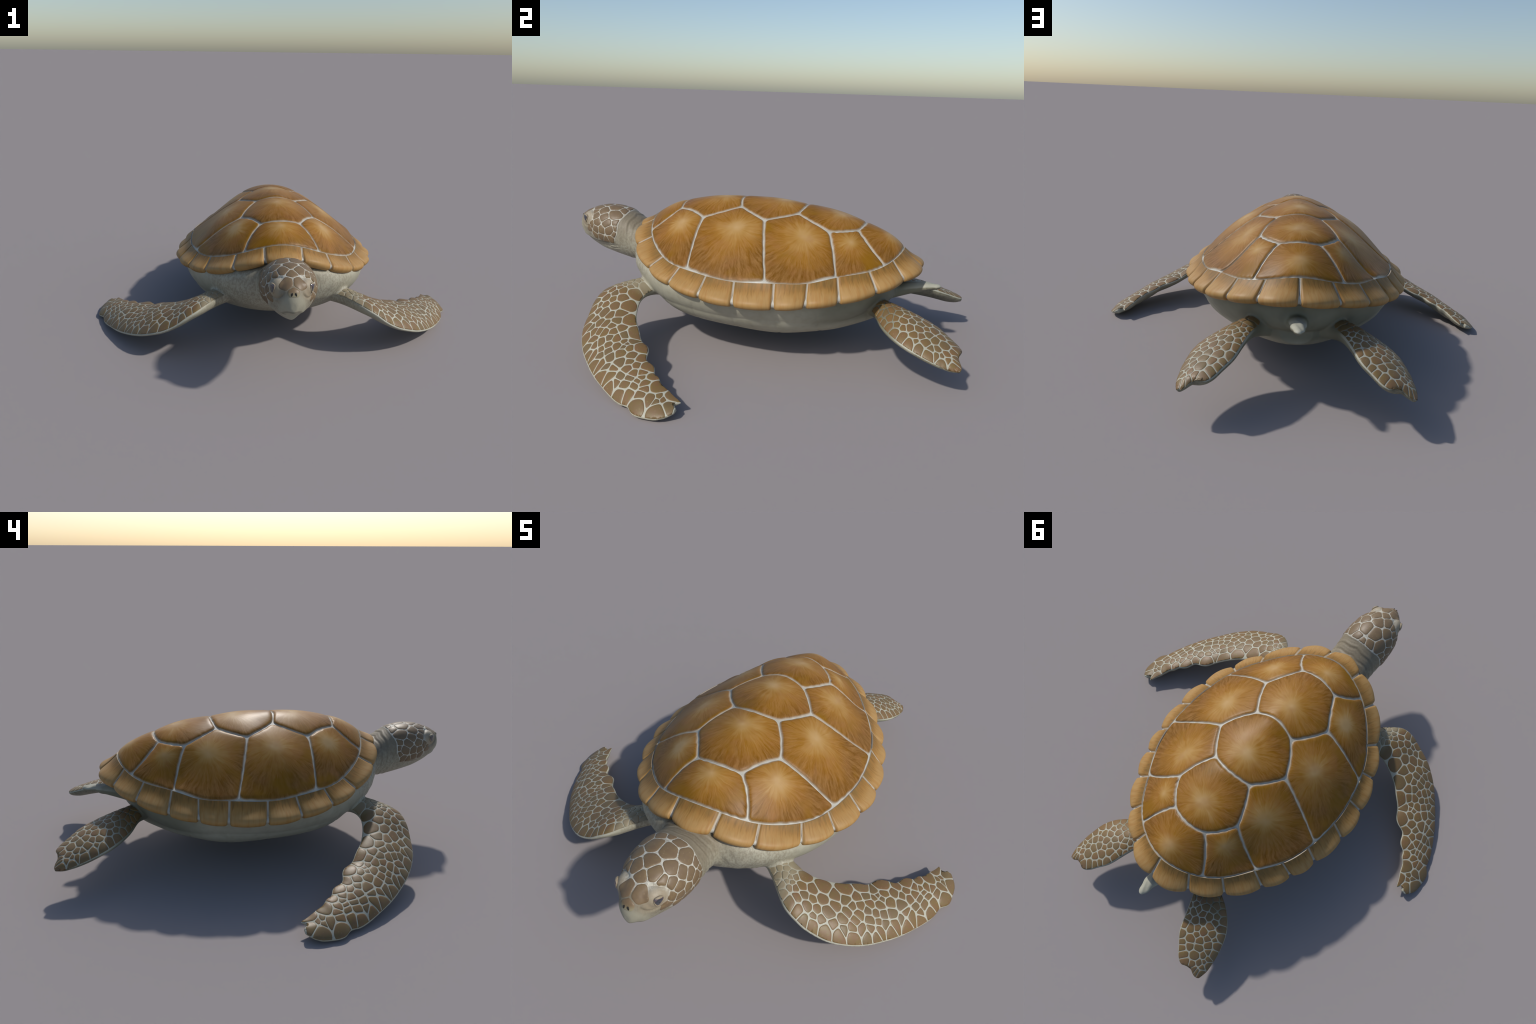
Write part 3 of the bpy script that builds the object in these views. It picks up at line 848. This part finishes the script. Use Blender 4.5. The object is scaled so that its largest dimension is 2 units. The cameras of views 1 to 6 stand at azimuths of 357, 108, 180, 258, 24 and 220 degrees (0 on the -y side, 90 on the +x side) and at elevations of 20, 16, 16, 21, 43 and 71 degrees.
VS, CS = scute_outlines()
for P, c in zip(VS, V_CENTRE):
    scute("vertebral_scute", P, c, .0012, .0015)
for P, c in zip(CS, C_CENTRE):
    scute("costal_scute", P, c, .0012, .0015)
    scute("costal_scute", P * [-1, 1], (-c[0], c[1]), .0012, .0015)


def marginal(name, u0, u1, seed):
    n, gap = 84, .0006
    mid = (u0 + u1) / 2
    length = np.linalg.norm(rim(RIM_OUT, [u1]) - rim(RIM_OUT, [u0]))
    g = gap / length * (u1 - u0)
    us = np.linspace(u0 + g, u1 - g, n)
    f = np.linspace(0, 1, n)
    lobe = (.014 + .008 * (abs(mid) > .9) if name == "marginal_scute" else .017) * np.clip(np.sin(math.pi * f), 0, 1) ** .75
    side = np.minimum(f, 1 - f) * length
    drop = .0092 * (1 - smooth01(side / .017)) ** 1.7
    js = np.r_[0.05, .12, .20, .32, np.linspace(.5, 9, 30)]
    V = []
    for j in js:
        p, nn = rim_profile(us, np.full(n, j), lobe)
        e = 5e-2
        q0, _ = rim_profile(us, np.full(n, max(j - e, 0)), lobe); q1, _ = rim_profile(us, np.full(n, min(j + e, 9)), lobe)
        tang = norm(np.roll(p, -1, 0) - np.roll(p, 1, 0)); tang[0] = norm(p[1] - p[0]); tang[-1] = norm(p[-1] - p[-2])
        on = norm(np.cross(tang, q1 - q0))
        on = on * np.sign(np.sum(on * nn, 1) if j < 5 else np.sum(on * norm(p - (rim(RIM_IN, us) * .4 + rim(RIM_OUT, us) * .6 - nn * .015)), 1))[:, None]
        edge = .0058 * (1 - smooth01((j - .04) / .24)) ** 1.5 if j < .4 else 0
        swell = .0065 * np.sin(math.pi * f) ** 1.2 * math.exp(-((j - 3.9) / 1.5) ** 2)
        p = p + nn * swell[:, None]
        V.append(p - on * np.maximum(drop * (.50 + .5 * smooth01((j - 1) / 4)) - .0026, edge - .0026)[:, None])
    V = np.vstack(V); F, mi = [], []
    for i in range(len(js) - 1):
        for k in range(n - 1):
            F.append((i * n + k, i * n + k + 1, (i + 1) * n + k + 1, (i + 1) * n + k))
            mi.append(1 if (k < 2 or k >= n - 3 or i < 2) else 2 if (k < 3 or k >= n - 4 or i < 3) else 0)
    I, O = rim(RIM_IN, [mid])[0], rim(RIM_OUT, [mid])[0]
    o = (I + O) / 2
    ya = norm(O - I); xa = norm(rim(RIM_OUT, [mid + .01])[0] - rim(RIM_OUT, [mid - .01])[0]); za = norm(np.cross(xa, ya)); xa = np.cross(ya, za)
    R = np.stack([xa, ya, za], 1)
    M = Matrix([list(R[i]) + [o[i]] for i in range(3)] + [[0, 0, 0, 1]])
    add_mesh(name, (V - o) @ R, F, [M_MARG, M_MARG_RIM, M_MARG_SOFT], carapace, mat_index=mi, matrix=M)


marginal("nuchal_scute", -1 / 12, 1 / 12, 0)
for k in range(1, 12):
    marginal("marginal_scute", k / 12, (k + 1) / 12, k)
    marginal("marginal_scute", -(k + 1) / 12, -k / 12, k)


# ------------------------------------------------------------------ scales
def clip_half(poly, a, n):
    """keep the part of a convex polygon where (p - a) . n <= 0"""
    out = []
    for i in range(len(poly)):
        p, q = poly[i], poly[(i + 1) % len(poly)]
        dp, dq = np.dot(p - a, n), np.dot(q - a, n)
        if dp <= 0:
            out.append(p)
        if dp * dq < 0:
            out.append(p + (q - p) * dp / (dp - dq))
    return out


def cell(c, others, radius, gap, weights=None):
    """Voronoi cell of c among others (2-D), pulled in by half a seam"""
    poly = [c + radius * np.array([math.cos(a), math.sin(a)]) for a in np.linspace(0, 2 * math.pi, 16, endpoint=False)]
    for k, o in enumerate(others):
        d = o - c; L = np.linalg.norm(d)
        if L < 1e-6 or L > 2 * radius + .05:
            continue
        n = d / L
        cut = L / 2 + (weights[k] if weights is not None else 0)
        poly = clip_half(poly, c + n * (max(cut, .15 * L) - gap), n)
        if len(poly) < 3:
            return None
    return np.array(poly)


RING_F = np.array([1.0, .955, .88, .72, .45, .18])
RING_H = np.array([-.0022, .0004, .0016, .0024, .0030, .0032])


def cushion(n):
    F = []
    for i in range(len(RING_F) - 1):
        for k in range(n):
            k2 = (k + 1) % n
            F.append((i * n + k, i * n + k2, (i + 1) * n + k2, (i + 1) * n + k))
    F.append(tuple((len(RING_F) - 1) * n + k for k in range(n)))
    return F


NB = 34
CUSH = cushion(NB)


def flipper_scales(fl, seeds, kind, parents, gap, radius, puff):
    S = np.array(seeds)
    P = fl.at(S[:, 0], S[:, 1]); xy = P[:, :2]
    made = []
    dd = np.linalg.norm(xy[:, None] - xy[None], axis=-1) + 9 * np.eye(len(xy))
    room = np.sort(dd, 1)[:, :3].mean(1)
    room = room * RNG.uniform(.85, 1.18, len(xy))
    for i, c in enumerate(xy):
        L = np.delete(dd[i], i)
        share = np.clip(room[i] / (room[i] + np.delete(room, i)), .36, .64) - .5
        poly = cell(c, np.delete(xy, i, 0), radius, gap * RNG.uniform(.6, 1.7), L * share)
        if poly is None:
            continue
        b = round_loop(resample(poly, NB), 3)
        cc = b.mean(0)
        size = np.mean(np.linalg.norm(b - cc, axis=1))
        pts = np.vstack([cc + (b - cc) * f for f in RING_F])
        s, t = fl.inverse(pts)
        edge = np.clip(t, .024, .982)
        base = fl.at(s, edge); nn = fl.normal(s, np.clip(t, .03, .97))
        h = np.repeat(RING_H, NB) * (.6 + .4 * min(size / .02, 1.6)) * puff
        h = np.where(np.repeat(RING_F, NB) > .99, -.0022, h)
        made.append((size, base + nn * h[:, None]))
    made.sort(key=lambda m: -m[0])
    for size, V in made:
        a = add_mesh(kind, V, CUSH, [M_FLIP], parents[0])
        b = a.copy(); b.scale = (-1, 1, 1); b.parent = parents[1]; COL.objects.link(b)


flipper_scales(FRONT, FRONT_SEEDS, "flipper_scale", (PART["front_flipper"], PART["front_flipper_mirror"]), .0011, .050, .45)
flipper_scales(HIND, HIND_SEEDS, "hind_flipper_scale", (PART["hind_flipper"], PART["hind_flipper_mirror"]), .0011, .040, .45)

# head shields: x, y, z of the growth centre and reach (left side; those on the mid-line have x = 0)
SHIELDS = [(.077, -.749, .526, .045), (.101, -.803, .517, .030), (.071, -.823, .543, .030), (.093, -.857, .521, .024), (.068, -.873, .539, .022), (.108, -.842, .489, .026), (.116, -.780, .490, .032),
           (.124, -.761, .458, .034), (.111, -.730, .496, .020), (.113, -.729, .467, .016), (.106, -.736, .436, .016), (.111, -.753, .414, .020), (.106, -.788, .404, .018), (.099, -.814, .419, .020),
           (.117, -.811, .454, .022), (.111, -.848, .454, .026), (.103, -.878, .471, .017), (.092, -.899, .448, .018), (.097, -.857, .423, .022), (.036, -.721, .542, .024), (0, -.709, .537, .013),
           (.027, -.772, .551, .045), (0, -.840, .556, .025), (.038, -.870, .552, .034), (0, -.899, .551, .016), (.024, -.942, .522, .040), (0, -.978, .497, .016)]
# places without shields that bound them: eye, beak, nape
BARE = [(.078, -.925, .500), (.060, -.920, .535), (.050, -.968, .472), (.075, -.945, .465), (.034, -.988, .452), (.0, -.998, .462), (.085, -.900, .515), (.090, -.895, .410), (.09, -.835, .378),
        (.07, -.77, .368)]


def head_scales():
    """each shield grows over the skull from its centre until it meets a neighbour (power distance), the nape line or the lip"""
    S = [s[:3] for s in SHIELDS] + [(-s[0], s[1], s[2]) for s in SHIELDS if s[0] > 0]
    R = np.array([s[3] for s in SHIELDS] + [s[3] for s in SHIELDS if s[0] > 0])
    B = BARE + [(-b[0], b[1], b[2]) for b in BARE if b[0] > 0]
    A = np.array([bvh.find_nearest(Vector(p))[0] for p in S + B])
    W = np.r_[(.62 * R) ** 2, np.full(len(B), (.62 * .016) ** 2)]
    for i in range(len(S)):
        o = A[i]
        n = Vector((0, 0, 0))
        for dx in (-1, 0, 1):
            for dy in (-1, 0, 1):
                n += bvh.find_nearest(Vector(o) + Vector((dx * .008, dy * .008, (dx - dy) * .006)))[1]
        n = np.array(n.normalized())
        e1 = norm(np.cross(n, [0, 1, 0])); e2 = np.cross(n, e1)
        near = [j for j in range(len(A)) if j != i and np.linalg.norm(A[j] - o) < .13]
        An, Wn = A[near], W[near]
        step, paths, reach = .0010, [], []
        for th in np.linspace(0, 2 * math.pi, NB, endpoint=False):
            d = e1 * math.cos(th) + e2 * math.sin(th)
            p, path, run = o.copy(), [o], 0.0
            while run < R[i] * 1.8:
                q = np.array(bvh.find_nearest(Vector(p + d * step))[0])
                lip = np.interp(q[1], [-1.0, -.90, -.80, -.74], [.43, .402, .389, .386])
                own = np.sum((q - o) ** 2) - W[i]
                if np.any(np.sum((An - q) ** 2, 1) - Wn < own) or q[1] > -.720 + .020 * smooth01((q[2] - .49) / .05) - .018 * smooth01((.45 - q[2]) / .05) or q[2] < lip:
                    break
                run += max(np.linalg.norm(q - p), 2e-4); path.append(q); p = q
            paths.append(path); reach.append(run)
        reach = np.array(reach)
        for _ in range(2):
            reach = np.minimum(reach, .4 * reach + .3 * (np.roll(reach, 1) + np.roll(reach, -1)))
        reach = np.maximum(reach - .0004, .003)
        V = []
        for f, h in zip((1.0, .965, .90, .74, .45, .18), RING_H):
            for path, r in zip(paths, reach):
                x = min(r * f / step, len(path) - 1.0); k = int(x)
                p = path[k] + (path[min(k + 1, len(path) - 1)] - path[k]) * (x - k)
                V.append(p + n * (h * .75 if f < .99 else -.0018))
        ob = add_mesh("head_scale", V, CUSH, [M_HEADS], PART["head"])
        if np.dot(np.array(ob.data.polygons[len(CUSH) - 1].normal), n) < 0:
            ob.data.flip_normals()


head_scales()


# ------------------------------------------------------------------ eyes and nostrils
def eye(sx):
    n = norm([.87 * sx, -.46, .16])
    hit, ns, _, _ = bvh.ray_cast(Vector(np.array([.081 * sx, -.927, .499]) + n * .1), Vector(-n))
    n = norm(n + .5 * np.array(ns) - np.array([0, 0, .30]))
    o = np.array(hit)
    up = norm(np.array([0, 0, 1]) - n * n[2]); fw = np.cross(up, n) * sx          # fw points to the beak side
    if fw[1] > 0:
        fw = -fw
    th = np.linspace(0, 2 * math.pi, 40, endpoint=False)
    a = .0150 * np.cos(th) * (1 + .38 * np.sin(th)); b = .0210 * np.sin(th) + .001
    b = np.where(b > .012, .012 + (b - .012) * .6, b)
    rot = math.radians(10)
    a, b = a * math.cos(rot) - b * math.sin(rot), a * math.sin(rot) + b * math.cos(rot)
    rings = []
    for f, h in ((1.12, -.004), (1.0, .0008), (.8, .0024), (.5, .0038), (.2, .0044)):
        rings.append(np.array([o + fw * p * f + up * q * f + n * h for p, q in zip(a, b)]))
    V, F = loft_mesh(rings)
    Rm = np.stack([fw, up, np.cross(fw, up)], 1)
    M = Matrix([list(Rm[i]) + [o[i]] for i in range(3)] + [[0, 0, 0, 1]])
    ob = add_mesh("eye", (V - o) @ Rm, F[:-2] + [F[-1]], [M_EYE], PART["head"], matrix=M)
    if sum(p.normal.z for p in ob.data.polygons) * np.dot(Rm[:, 2], n) < 0:
        ob.data.flip_normals()
    lid = []
    for p, q in zip(a, b):
        c = o + fw * p * 1.06 + up * q * 1.06
        loc, _, _, _ = bvh.find_nearest(Vector(c))
        lid.append(np.array(loc) + n * .0008)
    lid = np.array(lid); rings = []
    for i in range(len(lid)):
        tg = norm(lid[(i + 1) % len(lid)] - lid[i - 1]); e1 = norm(np.cross(tg, n)); e2 = np.cross(e1, tg)
        lr = .0027 + .0030 * max(0.0, math.sin(th[i])) ** 1.5
        rings.append(np.array([lid[i] + n * (lr - .0028) * .6 + up * (lr - .0028) * .3 + lr * (e1 * math.cos(w) + e2 * math.sin(w)) for w in np.linspace(0, 2 * math.pi, 10, endpoint=False)]))
    V = np.vstack(rings); F = []
    for i in range(len(rings)):
        for k in range(10):
            i2, k2 = (i + 1) % len(rings), (k + 1) % 10
            F.append((i * 10 + k, i * 10 + k2, i2 * 10 + k2, i2 * 10 + k))
    add_mesh("eyelid", V, F, [M_LID], PART["head"])
    hit, n2, _, _ = bvh.ray_cast(Vector((.0085 * sx, -1.2, .495)), Vector((0, 1, 0)))
    V, F = ellipsoid(np.array(hit) + np.array([0, -.0012, 0]), (.0036, .0040, .0092), Matrix.Rotation(math.radians(-12 * sx), 3, "Y"), 16, 10)
    add_mesh("nostril", V, F, [M_NOSTRIL], PART["head"])


eye(1); eye(-1)

# stand the lowest point on the ground and centre the box
bpy.context.view_layer.update()
lo, hi = np.full(3, 9.0), np.full(3, -9.0)
for ob in COL.objects:
    if ob.type == "MESH":
        v = np.empty(len(ob.data.vertices) * 3); ob.data.vertices.foreach_get("co", v)
        v = v.reshape(-1, 3) @ np.array(ob.matrix_world.to_3x3()).T + np.array(ob.matrix_world.translation)
        lo, hi = np.minimum(lo, v.min(0)), np.maximum(hi, v.max(0))
print("box", lo, hi)
root.location = (0, 0, -lo[2])
